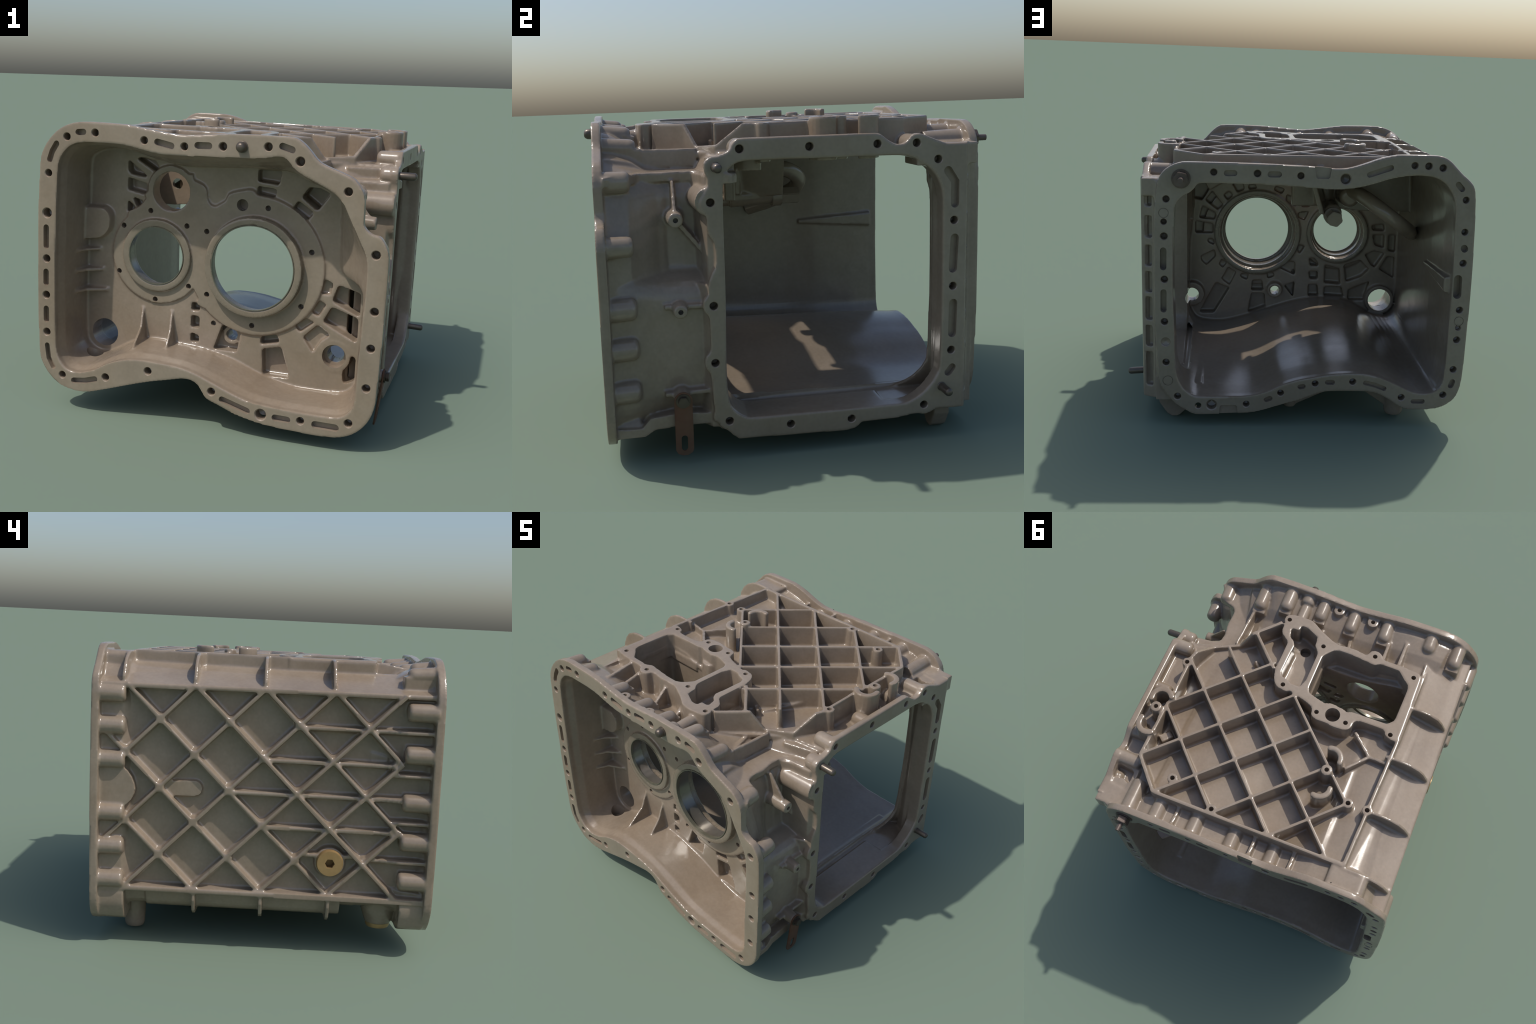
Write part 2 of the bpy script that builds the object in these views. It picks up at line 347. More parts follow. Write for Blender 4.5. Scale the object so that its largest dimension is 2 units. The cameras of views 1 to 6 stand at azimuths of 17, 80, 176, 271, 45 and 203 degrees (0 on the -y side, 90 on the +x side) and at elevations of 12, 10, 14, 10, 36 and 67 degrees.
# stiffening webs from the upper edge back to the cover frame
for p, q, z0, z1 in [((-.415,-.90),(-.425,-.61),1.50,1.56),((-.525,-.915),(-.53,-.62),1.53,1.57),((-.685,-.84),(-.70,-.60),1.49,1.52),((-.165,-.78),(-.2,-.61),1.45,1.55),((.03,-.78),(0,-.66),1.45,1.52),((.435,-.76),(.40,-.48),1.39,1.44)]:
    add('front_flange', 'stiffening_web', wall(p, q, .022, z0-.07, z0, z1, .034))

# rear flange
rear_holes = [(.474,1.504,.019),(.235,1.5,.02),(-.004,1.491,.019),(-.253,1.476,.028),(.734,1.352,.019),(.748,1.225,.017),(.747,1.143,.02),(.746,.895,.02),
  (-.635,1.557,.019),(-.713,1.555,.02),(-.794,1.546,.02),(-.937,1.368,.019),(-.944,1.184,.019),(-.948,1.002,.02),(-.948,.723,.02),(-.947,.615,.016),
  (-.945,.541,.02),(-.938,.357,.02),(-.888,.197,.02),(-.639,.181,.02),(-.346,.28,.02),(-.125,.269,.019),(.076,.211,.019),(.276,.142,.019),(.478,.137,.029),
  (.556,.133,.018),(.675,.192,.02),(.74,.402,.02),(.747,.646,.02)]
for x, z, r in rear_holes: ydrill(x, z, r, .06 if r > .0165 else .03, 1)
for x, z, r in [(.748,1.275,.029),(-.948,.657,.029),(.73,.291,.031)]:       # shallow spot faces with a raised centre
    drill(cut(prism('y', disc((x, z), r), YB-.004, YB+.03), [prism('y', disc((x, z), r-.005), YB-.02, YB+.04)]))
ydrill(.741, .525, .024, .012, 1)
for path, w, d in [([(.402,1.5),(.362,1.501)],.017,.03),([(.163,1.497),(.118,1.497)],.017,.03),([(-.385,1.503),(-.502,1.543)],.016,.03),
  ([(-.886,1.456),(-.91,1.43)],.016,.03),([(-.938,.28),(-.93,.256)],.017,.03),([(-.712,.157),(-.766,.156)],.015,.03),
  ([(-.422,.274),(-.478,.26),(-.533,.238)],.015,.03),([(-.198,.278),(-.225,.277)],.016,.03),([(-.038,.249),(-.054,.252)],.016,.03),
  ([(.158,.169),(.139,.177)],.016,.03),([(.751,.821),(.752,.718)],.017,.05),([(.751,1.062),(.752,.966)],.018,.06),([(-.946,1.092),(-.95,1.086)],.02,.04)]:
    yslot(path, w, d, 1)
drill(prism('y', [(-.07,1.60),(-.089,1.485),(-.098,1.476),(-.158,1.476),(-.166,1.485),(-.183,1.60)], YB-.016, YB+.05))
drill(prism('y', [(.44,.02),(.43,.128),(.422,.136),(.338,.136),(.33,.128),(.318,.02)], YB-.016, YB+.05))
# oil groove in the left wall running out through the flange
drill(prism('y', band([(-.925,.91),(-.927,.815)], .024), .83, YB+.05))
add('', 'wall_bar', prism('y', [(-.90,.858),(-.90,.886),(-.850,.882),(-.850,.862)], .34, .84, [(-.91,.808),(-.91,.916),(-.858,.904),(-.858,.820)]))
for x, z in [(.474,1.49),(.235,1.487),(-.004,1.478),(-.253,1.465)]:
    add('rear_flange', 'bolt_boss', rod((x, .86, z), (x, .715, z), .045, .043), box(x-.043, x+.043, .715, .86, z-.07, z))
add('rear_flange', 'bolt_boss', rod((.65, .86, 1.466), (.655, .65, 1.462), .05, .047), box(.61, .70, .66, .86, 1.40, 1.46))
for z in (1.36, 1.191, 1.012, .728, .546, .364):
    add('rear_flange', 'bolt_boss', rod((-.947, .86, z), (-.945, .712, z), .048, .046, .018), box(-.955, -.89, .725, .86, z-.04, z+.04))
for x, z in [(-.888,.205),(-.639,.19),(-.346,.288),(-.125,.276),(.076,.22),(.276,.152),(.478,.147),(.675,.2)]:
    add('rear_flange', 'bolt_boss', rod((x, .86, z), (x, .74, z+.012), .045, .042, .02))
add('rear_flange', 'corner_pad', prism('y', rounded([(-.595,1.45),(-.595,1.575),(-.80,1.578),(-.825,1.56),(-.83,1.48)],.02), .718, .86))
for x in (.36, -.13, -.375, -.505):
    add('rear_flange', 'stiffening_web', prism('x', [(.71,1.40),(.71,1.53),(.76,1.515),(.86,1.53),(.86,1.40)], x-.011, x+.011))
# curved cover plate between two left bosses
arc = [(.86,.975),(.725,.975),(.70,.955),(.676,.921),(.662,.885),(.657,.855),(.662,.83),(.676,.80),(.712,.764),(.73,.75),(.86,.75)]
add('rear_flange', 'side_pad', prism('x', arc, -.955, -.90))

# ------------------------------------------------------------------ side opening: flange, tunnel, bosses
add('', 'side_flange', cut(prism('x', WIN_OUT, .842, XW), [opening]))
WIN_DEEP = [(.155+(y-.155)*.955, .82+(z-.82)*.985) for y, z in WIN_IN]
opening_draft = prism('x', WIN_DEEP, .5, .881, [(.155+(y-.155)*.999, z) for y, z in WIN_IN])
tun = cut(prism('x', offset(WIN_IN, .026), .66, .87), [opening_draft, box(.5, .80, .40, .9, 0, 2), box(.5, .80, -.40, .46, 1.3, 2)])
front_col = prism('x', [(-.446,.2),(-.446,1.37),(-.37,1.37),(-.375,.25)], .655, .70)
add('side_flange', 'opening_frame', tun)
add('side_flange', 'corner_box', cut(prism('x', [(.55,1.36),(.55,1.45),(.60,1.462),(.85,1.462),(.85,1.36)], .69, .87), [prism('z', rounded([(.725,.60),(.84,.59),(.83,.72),(.72,.735)],.02), 1.40, 1.6)]))
# pillar beside the rear flange: pocketed on its back face
add('cover_frame', 'control_box', prism('y', [(-.87,1.10),(-.50,1.10),(-.26,1.13),(-.25,1.42),(-.70,1.46),(-.80,1.44),(-.86,1.36)], -.21, -.18))
pz = [(1.425,1.30),(1.245,1.12),(1.075,.955),(.92,.80),(.77,.635),(.60,.475),(.44,.235)]
A, B = np.array([.876,.795]), np.array([.806,.832]); td = (B-A)/np.linalg.norm(B-A); nd = np.array([td[1], -td[0]]); nd = nd if nd[0] > 0 else -nd
quad = [A+td*.018-nd*.035, B-td*.016-nd*.035, B-td*.016+nd*.06, A+td*.016+nd*.06]
add('side_flange', 'pillar', cut(prism('z', [(.70,.70),(.765,.664),(.87,.684),tuple(A),tuple(B),(.80,.86),(.70,.86)], .16, 1.455), [prism('z', quad, a, b) for a, b in pz]+[REAR_CAV]))
for y, z, x1, r in [(-.286,1.476,.735,.047),(.035,1.465,.74,.044),(.356,1.462,.71,.044),(.545,1.462,.70,.046),(.651,1.388,.79,.042),(-.397,1.399,.775,.05),
                    (-.427,.765,.79,.046),(-.429,.493,.80,.046),(-.372,.20,.79,.046),(-.078,.155,.80,.042),(.222,.152,.80,.042),(.589,.188,.80,.045)]:
    add('side_flange', 'bolt_boss', cut(rod((.86, y, z), (x1, y, z), r, r*.95, .03), [opening, REAR_CAV]))
def xdrill(y, z, r, depth):
    L = depth+r*.5+.05
    drill(lathe((XW+.05, y, z), (XW-depth-r*.5, y, z), [(0, r*1.2), (.049/L, r*1.2), ((.05+r*.2)/L, r), ((.05+depth)/L, r), (1, .001)], 28))
for y, z in [(-.286,1.476),(.035,1.473),(-.425,1.242),(.356,1.471),(.545,1.468),(.651,1.388),(.733,1.096),(.731,.776),(-.427,.765),(-.429,.493),(-.372,.204),
             (-.078,.159),(.222,.155),(.589,.19),(.726,.457)]:
    xdrill(y, z, .019, .07)
for path, w in [([(.70,1.332),(.735,1.28),(.735,1.176)],.021),([(.736,1.01),(.729,.862)],.021),([(.733,.691),(.729,.542)],.021),([(.731,.369),(.712,.345)],.019)]:
    drill(prism('x', band(path, w), XW-.03, XW+.05))

# right wall: steps, drilled bosses with ribs
add('housing_wall', 'side_ledge', prism('z', spline([(.40,-.91),(.77,-.91),(.772,-.85),(.765,-.79),(.725,-.768),(.68,-.755),(.65,-.735),(.64,-.69),(.645,-.62),(.632,-.54),(.64,-.48),(.67,-.455),(.76,-.445),(.86,-.40),(.86,-.30),(.5,-.3),(.4,-.5)],3), 1.325, 1.37))
add('housing_wall', 'side_step', prism('z', [(.60,-.53),(.64,-.485),(.70,-.46),(.835,-.445),(.86,-.40),(.86,-.375),(.66,-.375),(.60,-.40)], .84, 1.36))
add('housing_wall', 'side_step', prism('z', [(.70,-.52),(.80,-.48),(.85,-.45),(.86,-.40),(.86,-.375),(.70,-.375)], .17, .86))
add('housing_wall', 'side_step', rod((.87,-.43,1.245),(.63,-.45,1.25),.066,.064,.03))
add('housing_wall', 'drilled_boss', rod((.62,-.58,1.16), (.805,-.58,1.16), .044, .035, n=28), prism('y', [(.62,1.16),(.62,1.33),(.665,1.33),(.79,1.17)], -.588, -.572),
    side_rib((-.575,1.15),(-.435,.975),.02,.62,.72))
add('housing_wall', 'drilled_boss', rod((.77,-.58,.752), (.898,-.58,.752), .04, .032, n=28), side_rib((-.65,.763),(-.42,.757),.02,.78,.835))
add('housing_wall', 'drilled_boss', rod((.77,-.588,.335), (.90,-.588,.335), .042, .036, n=28), side_rib((-.665,.345),(-.42,.352),.02,.78,.845))
for y, z, x in [(-.58,1.16,.805),(-.58,.752,.898)]:
    drill(rod((x+.05, y, z), (x-.05, y, z), .012, n=20))
add('housing_wall', 'lower_rail', prism('x', [(-.91,.20),(-.78,.195),(-.74,.24),(-.60,.255),(-.42,.24),(-.42,.19),(-.6,.19),(-.72,.18),(-.77,.15),(-.91,.15)], .60, .845))

# ------------------------------------------------------------------ bulkhead between the two chambers
L0, S0 = (.160, .868), (-.420, .872)
plate = prism('y', offset(polar(MID_IN), .01), -.613, -.528)
F_IN = [[(-.62,1.44),(-.45,1.40),(-.43,1.36),(-.455,1.345)],[(-.62,1.40),(-.49,1.305),(-.6,1.32),(-.62,1.34)],[(-.62,1.30),(-.5,1.27),(-.51,1.21),(-.62,1.23)],
 [(-.59,1.19),(-.52,1.17),(-.56,1.13)],[(-.62,1.17),(-.565,1.13),(-.62,1.1)],
 [(.15,1.40),(.285,1.40),(.27,1.325),(.15,1.335)],[(.15,1.31),(.26,1.30),(.25,1.25),(.15,1.265)],[(.45,1.345),(.555,1.30),(.49,1.205),(.4,1.27)],[(.38,1.25),(.47,1.19),(.435,1.145),(.35,1.2)],
 [(.21,.47),(.3,.495),(.32,.45),(.21,.425)],[(.22,.40),(.33,.425),(.385,.25),(.23,.25)],
 [(-.02,.51),(.09,.48),(.07,.36),(-.07,.36)],[(-.21,.62),(-.16,.61),(-.16,.57),(-.21,.57)],[(-.21,.54),(-.16,.54),(-.16,.47),(-.21,.47)],[(-.21,.44),(-.16,.43),(-.16,.385),(-.21,.385)]]
F_LOW = [[(.55,.84),(.6,.82),(.59,.755),(.53,.755)],[(.53,.72),(.57,.70),(.53,.625),(.49,.645)],[(.46,.61),(.51,.59),(.43,.525),(.4,.56)],[(.53,.58),(.6,.53),(.55,.49),(.51,.42),(.45,.5)]]
F_DEEP = [[(.63,.815),(.755,.78),(.755,.65),(.6,.72)],[(.6,.69),(.75,.64),(.75,.505),(.555,.60)],[(.725,.43),(.75,.42),(.75,.29),(.69,.265),(.68,.33)]]
R_IN = [[(.65,1.25),(.54,1.24),(.51,1.18),(.56,1.1),(.65,1.12)],[(.49,1.17),(.41,1.07),(.45,1.03),(.54,1.1)],[(.56,1.06),(.46,1.01),(.47,.96),(.585,.97)],[(.61,.95),(.48,.93),(.48,.86),(.61,.86)],
 [(.37,1.17),(.34,1.14),(.38,1.1),(.41,1.14)],[(.52,.82),(.48,.82),(.47,.77),(.52,.79)],[(.57,.69),(.47,.74),(.46,.69),(.53,.62),(.57,.66)],[(.42,.67),(.38,.64),(.41,.6),(.44,.63)],
 [(.37,.61),(.31,.57),(.36,.47),(.42,.52)],[(.46,.49),(.36,.45),(.47,.26),(.58,.26)],[(.28,.56),(.22,.56),(.23,.51),(.28,.53)],[(.19,.51),(.12,.51),(.11,.43),(.2,.43)],[(.2,.41),(.1,.41),(.09,.28),(.22,.26)],
 [(.09,.57),(.04,.57),(.03,.54),(.08,.52)],[(-.04,.66),(-.12,.65),(-.12,.55),(-.01,.6)],[(-.04,.47),(-.12,.5),(-.11,.38)],[(-.22,.68),(-.26,.68),(-.29,.64),(-.29,.62),(-.23,.62)],
 [(-.22,.58),(-.29,.58),(-.29,.52),(-.23,.52)],[(-.22,.48),(-.29,.48),(-.3,.39),(-.22,.39)],[(-.34,.63),(-.45,.6),(-.46,.48),(-.34,.49)],[(-.34,.46),(-.47,.46),(-.49,.38),(-.34,.39)],
 [(-.48,.63),(-.6,.67),(-.67,.6),(-.61,.54),(-.5,.5)],[(-.63,.71),(-.7,.74),(-.78,.72),(-.71,.61),(-.68,.63)],[(-.68,.86),(-.77,.86),(-.77,.76),(-.7,.78)],[(-.67,.93),(-.76,.94),(-.77,.89),(-.68,.89)],
 [(-.8,.86),(-.855,.86),(-.855,.73),(-.8,.74)],[(-.8,.7),(-.855,.69),(-.855,.53),(-.74,.6)],[(-.52,.44),(-.64,.49),(-.68,.51),(-.655,.44),(-.66,.36),(-.52,.36)],
 [(-.04,1.15),(-.14,1.12),(-.11,1.06),(-.04,1.1)],[(-.08,1.21),(-.17,1.2),(-.16,1.16),(-.08,1.18)],[(.04,1.21),(-.03,1.19),(-.01,1.15),(.05,1.18)],[(-.18,1.13),(-.23,1.1),(-.21,1.06),(-.15,1.06)],
 [(-.13,1.02),(-.21,1.03),(-.18,.96),(-.13,.98)],[(.35,1.23),(.27,1.23),(.26,1.18),(.31,1.16)],[(.23,1.22),(.18,1.22),(.17,1.19),(.23,1.18)],[(-.14,.78),(-.19,.77),(-.15,.71),(-.13,.74)]]
fr = join([prism('y', rounded(p, .012), -.75, -.546) for p in F_IN])
fd = join([prism('y', rounded(p, .02), -.75, -.546) for p in F_DEEP])
fl = join([prism('y', rounded(p, .012), -.75, -.582) for p in F_LOW])
deep = join([prism('y', rounded([(.45,1.345),(.555,1.30),(.49,1.205),(.4,1.27)],.012), -.60, -.50)]+[prism('y', rounded(p, .02), -.60, -.40) for p in ([(.68,.795),(.755,.775),(.755,.65),(.68,.685)],[(.68,.655),(.75,.635),(.75,.505),(.68,.54)],[(.725,.43),(.75,.42),(.75,.29),(.70,.27),(.70,.36)])])
rr = join([prism('y', rounded(p, .012), (-.570 if p[0][0] < -.45 else -.592) if not (p[0][0] > .3 and p[0][1] < .75 and p[0][1] > .5) else -.558, -.30) for p in R_IN])
plate = cut(plate, [fr, fd, fl, rr, deep])
# raised pads around the two bores and the small upper bore
pad = [disc(L0, .392, 72), disc(S0, .279, 64)]
PADS = [prism('y', disc(L0, .392, 80), -.627, -.56), prism('y', disc(S0, .279, 72), -.627, -.56), prism('y', disc((-.347, 1.242), .142, 48), -.627, -.56),
        prism('y', spline([(-.49,1.23),(-.50,1.19),(-.54,1.14),(-.61,1.08),(-.4,.95),(-.1,.62),(-.122,.594),(-.176,.627),(-.1,.7),(0,.9),(.16,1.1),(.256,1.241),(.2,1.245),(.164,1.258),(.127,1.286),(.071,1.28),(-.005,1.255),(-.03,1.21),(-.091,1.178),(-.13,1.212),(-.14,1.27),(-.169,1.297),(-.213,1.313),(-.25,1.345)],3), -.6265, -.56)]
RINGS = [prism('y', disc(L0, .277, 80), -.683, -.56), prism('y', disc(S0, .207, 72), -.650, -.56), prism('y', disc(L0, .309, 80), -.60, -.513), prism('y', disc(S0, .223, 72), -.60, -.505)]
BORES = [lathe((L0[0],-.75,L0[1]), (L0[0],-.40,L0[1]), [(0,.236),(.26,.236),(.261,.258),(.53,.258),(.531,.276),(1,.276)], 96), lathe((S0[0],-.75,S0[1]), (S0[0],-.40,S0[1]), [(0,.165),(.33,.165),(.331,.178),(.55,.178),(.551,.191),(1,.191)], 80)]
plate = join([plate]) if False else plate
add('bulkhead', 'pocket_back', cut(prism('y', rounded([(.42,1.37),(.59,1.33),(.51,1.18),(.37,1.26)],.02), -.535, -.478), [deep]))
add('', 'bulkhead', cut(plate, BORES+[prism('y', disc((-.346,1.241),.11,48), -.8, -.3)]))
for m in PADS: add('bulkhead', 'bearing_pad', cut(cut(m, BORES), [prism('y', disc((-.346,1.241),.11,48), -.8, -.3)]))
for m in RINGS: add('bulkhead', 'bearing_boss', cut(m, BORES))
for x, z in [(-.128,1.036),(-.115,.678),(.22,1.196),(.475,.98),(.433,.674),(.158,.532),(-.468,1.123),(-.632,1.024),(-.657,.755),(-.428,.613),(-.226,.712),(-.247,1.055),(-.073,.512)]:
    drill(rod((x,-.70,z), (x,-.575,z), .0155, n=20))
drill(rod((.074,-.70,1.201), (.074,-.56,1.201), .033, n=28))
drill(rod((.03,-.70,.448), (.03,-.40,.448), .033, n=28))
drill(lathe((.630,-.70,.415), (.630,-.30,.415), [(0,.066),(.34,.066),(.341,.048),(1,.048)], 32))
drill(rod((-.748,-.70,.372), (-.748,-.44,.372), .083, n=40))
drill(rod((-.77,-.69,.212), (-.79,-.67,.36), .048, n=24))
add('bulkhead', 'port_boss', cut(prism('y', disc((.632,.415), .088, 40), -.615, -.47), [prism('y', disc((.632,.415), .047, 40), -.9, -.3)]))
add('bulkhead', 'port_boss', cut(prism('y', disc((-.748,.372), .108, 40), -.60, -.49), [prism('y', disc((-.748,.372), .083, 40), -.9, -.3)]))
add('bulkhead', 'port_boss', cut(prism('y', disc((.03,.448), .055, 32), -.58, -.47), [prism('y', disc((.03,.448), .033, 32), -.9, -.3)]))
add('bulkhead', 'drilled_boss', cut(prism('y', disc((-.065,.535), .032, 24), -.60, -.53), [prism('y', disc((-.065,.535), .014, 24), -.53, -.3)]))
# pocket moulding and gussets on the front chamber's left wall and floor
add('bulkhead', 'wall_moulding', prism('y', rounded([(-.90,1.11),(-.74,1.12),(-.70,1.08),(-.705,1.0),(-.76,.945),(-.90,.925)],.03), -.67, -.58, rounded([(-.90,1.13),(-.735,1.13),(-.69,1.09),(-.695,.99),(-.755,.935),(-.90,.915)],.03)))
for z, x1 in ((.87,-.765),(.752,-.745),(.633,-.71)):
    add('bulkhead', 'gusset', prism('z', [(-.89,-.84),(-.89,-.60),(x1,-.60),(x1-.01,-.615),(-.835,-.68),(-.87,-.76)], z-.008, z+.008))
for xa, xb, yb in ((-.51,-.485,-.89),(-.33,-.305,-.845)):
    V, F = prism('x', [(-.60,.33),(yb,.335),(yb+.09,.365),(-.67,.455),(-.612,.565),(-.60,.57)], xb-.008, xb+.008)
    V = np.array([(v[0]-(v[2]-.37)*.12, v[1], v[2]) for v in V]); add('bulkhead', 'gusset', (V, F))

# ------------------------------------------------------------------ top: cover frame, rib lattice, fins
FRAME = spline([(.24,-.64),(.252,-.66),(.25,-.69),(.23,-.711),(.17,-.722),(.08,-.72),(.01,-.68),(-.07,-.64),(-.13,-.62),(-.24,-.625),(-.32,-.615),(-.34,-.65),(-.375,-.663),
  (-.41,-.65),(-.44,-.622),(-.53,-.62),(-.64,-.613),(-.68,-.60),(-.69,-.57),(-.695,-.40),(-.70,-.2),(-.697,-.14),(-.685,-.122),(-.65,-.12),(-.61,-.138),(-.60,-.16),(-.56,-.168),(-.44,-.165),(-.41,-.145),
  (-.405,-.11),(-.38,-.08),(-.31,-.07),(-.25,-.08),(-.19,-.08),(-.15,-.10),(-.13,-.15),(-.03,-.185),(.03,-.20),(.05,-.19),(.11,-.198),(.145,-.23),(.165,-.28),(.17,-.33),(.17,-.47),(.175,-.52),(.21,-.55),(.235,-.58)],3)
OPEN_BIG = [(-.09,-.53),(-.12,-.565),(-.15,-.578),(-.24,-.578),(-.34,-.568),(-.39,-.562),(-.43,-.585),(-.55,-.58),(-.595,-.535),(-.63,-.505),(-.637,-.47),(-.632,-.25),(-.60,-.213),(-.37,-.207),(-.345,-.195),(-.325,-.205),(-.24,-.218),(-.20,-.203),(-.16,-.212),(-.085,-.235),(-.07,-.27),(-.07,-.5)]
OPEN_SMALL = [(.185,-.62),(.135,-.622),(.13,-.66),(.09,-.658),(.01,-.62),(0,-.555),(-.03,-.52),(-.035,-.49),(-.035,-.31),(-.015,-.25),(.04,-.25),(.07,-.268),(.115,-.28),(.13,-.31),(.122,-.51),(.14,-.54),(.17,-.56)]
frame = prism('z', FRAME, 1.415, ZT)
frame = cut(frame, [prism('z', rounded(OPEN_BIG,.008), 1.0, 2.0), prism('z', rounded(OPEN_SMALL,.006), 1.435, 2.0)])
add('', 'cover_frame', frame)
# walls of the control box hanging inside, below the frame
hang = [(-.05,-.54),(-.665,-.54),(-.665,-.18),(-.05,-.18)]
add('cover_frame', 'control_box', cut(prism('z', rounded(hang,.03), 1.13, 1.45), [box(-.12, 0, -.7, -.25, 1.0, 1.30), prism('z', rounded([(-.08,-.70),(-.635,-.70),(-.635,-.208),(-.08,-.208)],.03), 1.0, 2.0)]))
add('cover_frame', 'control_box', rod((-.30,-.20,1.27),(-.30,-.14,1.27),.075))
drill(rod((-.478,-.30,1.231),(-.478,-.17,1.231),.033,n=28))
V, F = box(-.02, .012, -.19, .117, 0, 1)
V = np.array([((-.13 if v[2] > .5 else -.225)-.22*(.117-v[1])+(v[0]+.004), v[1], 1.43 if v[2] > .5 else 1.13) for v in V]); add('cover_frame', 'baffle_plate', fix(V, F))
add('cover_frame', 'control_box', rod((-.273,-.16,1.50),(-.273,-.19,1.15),.075,.07), box(-.62,-.38,-.222,-.20,1.40,1.46))
add('cover_frame', 'shift_rail_boss', rod((-.33,-.25,1.10),(-.33,.03,1.10),.032,.03,.01), rod((-.30,-.19,1.125),(-.30,.10,1.135),.062,.058,.03), rod((-.41,-.19,1.23),(-.41,.06,1.23),.07,.065,.03))
for x, y in [(.22,-.673),(-.05,-.57),(-.376,-.621),(-.646,-.568),(-.641,-.149),(-.364,-.124),(-.175,-.127),(.085,-.225),(.701,-.15),(.456,.593),(.164,.685),(-.558,.353),(-.676,.353)]:
    drill(rod((x,y,1.63),(x,y,1.53),.0145,n=20))
drill(rod((-.273,-.145,1.65),(-.273,-.145,1.47),.046,n=32))
drill(rod((.068,-.565,1.65),(.068,-.565,1.38),.034,n=28))

ZF = 1.44
def rib(p, q, zp=ZT, zq=None, t=.0175, kind='top_rib', z0=1.42): add('top_panel', kind, wall(p, q, t, z0, zp, zq))
add('', 'top_panel', prism('z', [(-.70,.74),(-.70,-.66),(.3,-.74),(.70,-.30),(.86,-.30),(.86,.60),(.70,.72),(.53,.74)], 1.418, 1.446)) if False else None
panel = prism('z', [(-.45,.80),(-.45,-.18),(-.20,-.18),(.12,-.2),(.18,-.33),(.18,-.60),(.26,-.66),(.50,-.45),(.64,-.36),(.845,-.33),(.845,.57),(.70,.60),(.69,.80)], 1.422, 1.447)
add('', 'top_panel', panel)
# perimeter walls
rim = [((.69,-.19),(.685,.14)),((.693,.165),(.70,.527)),((.70,.527),(.53,.712)),((.53,.712),(-.66,.712)),((-.665,.712),(-.678,.36)),((-.678,.36),(-.695,-.14)),((.255,-.64),(.40,-.49))]
for p, q in rim: rib(p, q, t=.021, kind='rim_wall')
for p, q, a, b in [((.40,-.49),(.47,-.44),ZT,1.475),((.47,-.44),(.62,-.36),1.475,1.485),((.62,-.36),(.675,-.24),1.485,ZT),((.675,-.24),(.70,-.16),ZT,ZT)]: rib(p, q, a, b, t=.021, kind='rim_wall', z0=1.36)
# diagonal lattice, pitch .36 in x+y and x-y
def diag(s, d0, d1, kind, zp=ZT, zq=None):
    if kind == '+': rib(((s+d0)/2, (s-d0)/2), ((s+d1)/2, (s-d1)/2), zp, zq)      # x+y = s, from x-y = d0 to d1
    else: rib(((d0+s)/2, (d0-s)/2), ((d1+s)/2, (d1-s)/2), zp, zq)               # x-y = s, from x+y = d0 to d1
diag(.865, -.555, .505, '+'); diag(.508, -.91, .86, '+'); diag(.152, -1.25, .86, '+'); diag(-.19, -.89, .20, '+')
diag(.541, -.17, .86, '-'); diag(.178, -.19, 1.22, '-'); diag(-.183, -.2, 1.24, '-'); diag(-.55, -.16, .87, '-'); diag(-.91, -.19, .51, '-')
rib((.375,-.505),(.18,-.31), t=.02); rib((-.665,.705),(-.535,.705)); rib((.86*.5+.435*.5-.15,-.5), (.45,-.56), 1.44, 1.44) if False else None
for p, q, a, b in [((.46,-.08),(.31,-.30),1.50,1.46),((.33,-.36),(.25,-.30),1.50,1.46),((-.438,-.10),(-.568,.014),1.56,1.54),((-.568,.014),(-.458,.144),1.54,1.55),((-.568,.014),(-.67,.02),1.54,1.55),((.503,-.447),(.487,-.734),1.468,1.47)]: rib(p, q, a, b, t=.02, kind='low_rib', z0=1.38)
add('top_panel', 'low_rib', prism('z', [(.55,-.33),(.60,-.42),(.80,-.36),(.80,-.30)], 1.36, 1.432))
# drilled bosses in the lattice
for x, y, z in [(.701,-.15,ZT),(.456,.593,ZT),(.164,.685,ZT),(-.558,.353,ZT),(-.676,.353,ZT)]: add('top_panel', 'drilled_post', rod((x,y,1.40),(x,y,z),.036,.031,n=28))
for x, y in [(.742,.21),(-.371,.212)]:
    add('top_panel', 'drilled_post', rod((x,y,1.40),(x,y,1.604),.04,.035,n=28)); drill(rod((x,y,1.65),(x,y,1.56),.014,n=20))
rib((.70,.20),(.685,.13)); rib((.70,.22),(.70,.27))
def half_ring(c, a0, a1, r=.062, w=.017, z=1.618):
    pts = [(c[0]+r*math.cos(a0+(a1-a0)*i/10), c[1]+r*math.sin(a0+(a1-a0)*i/10)) for i in range(11)]
    add('top_panel', 'half_ring', prism('z', band(pts, w, n=6), 1.40, z))
half_ring((.735,.145), -2.6, .35, z=1.603); half_ring((.735,.325), -.35, 2.2, z=1.603)
half_ring((-.365,.135), math.pi*.95, math.pi*1.62); half_ring((-.372,.33), 1.25, math.pi*1.06)
rib((.66,.36),(.61,.30),1.50,1.49,t=.05,kind='low_rib')

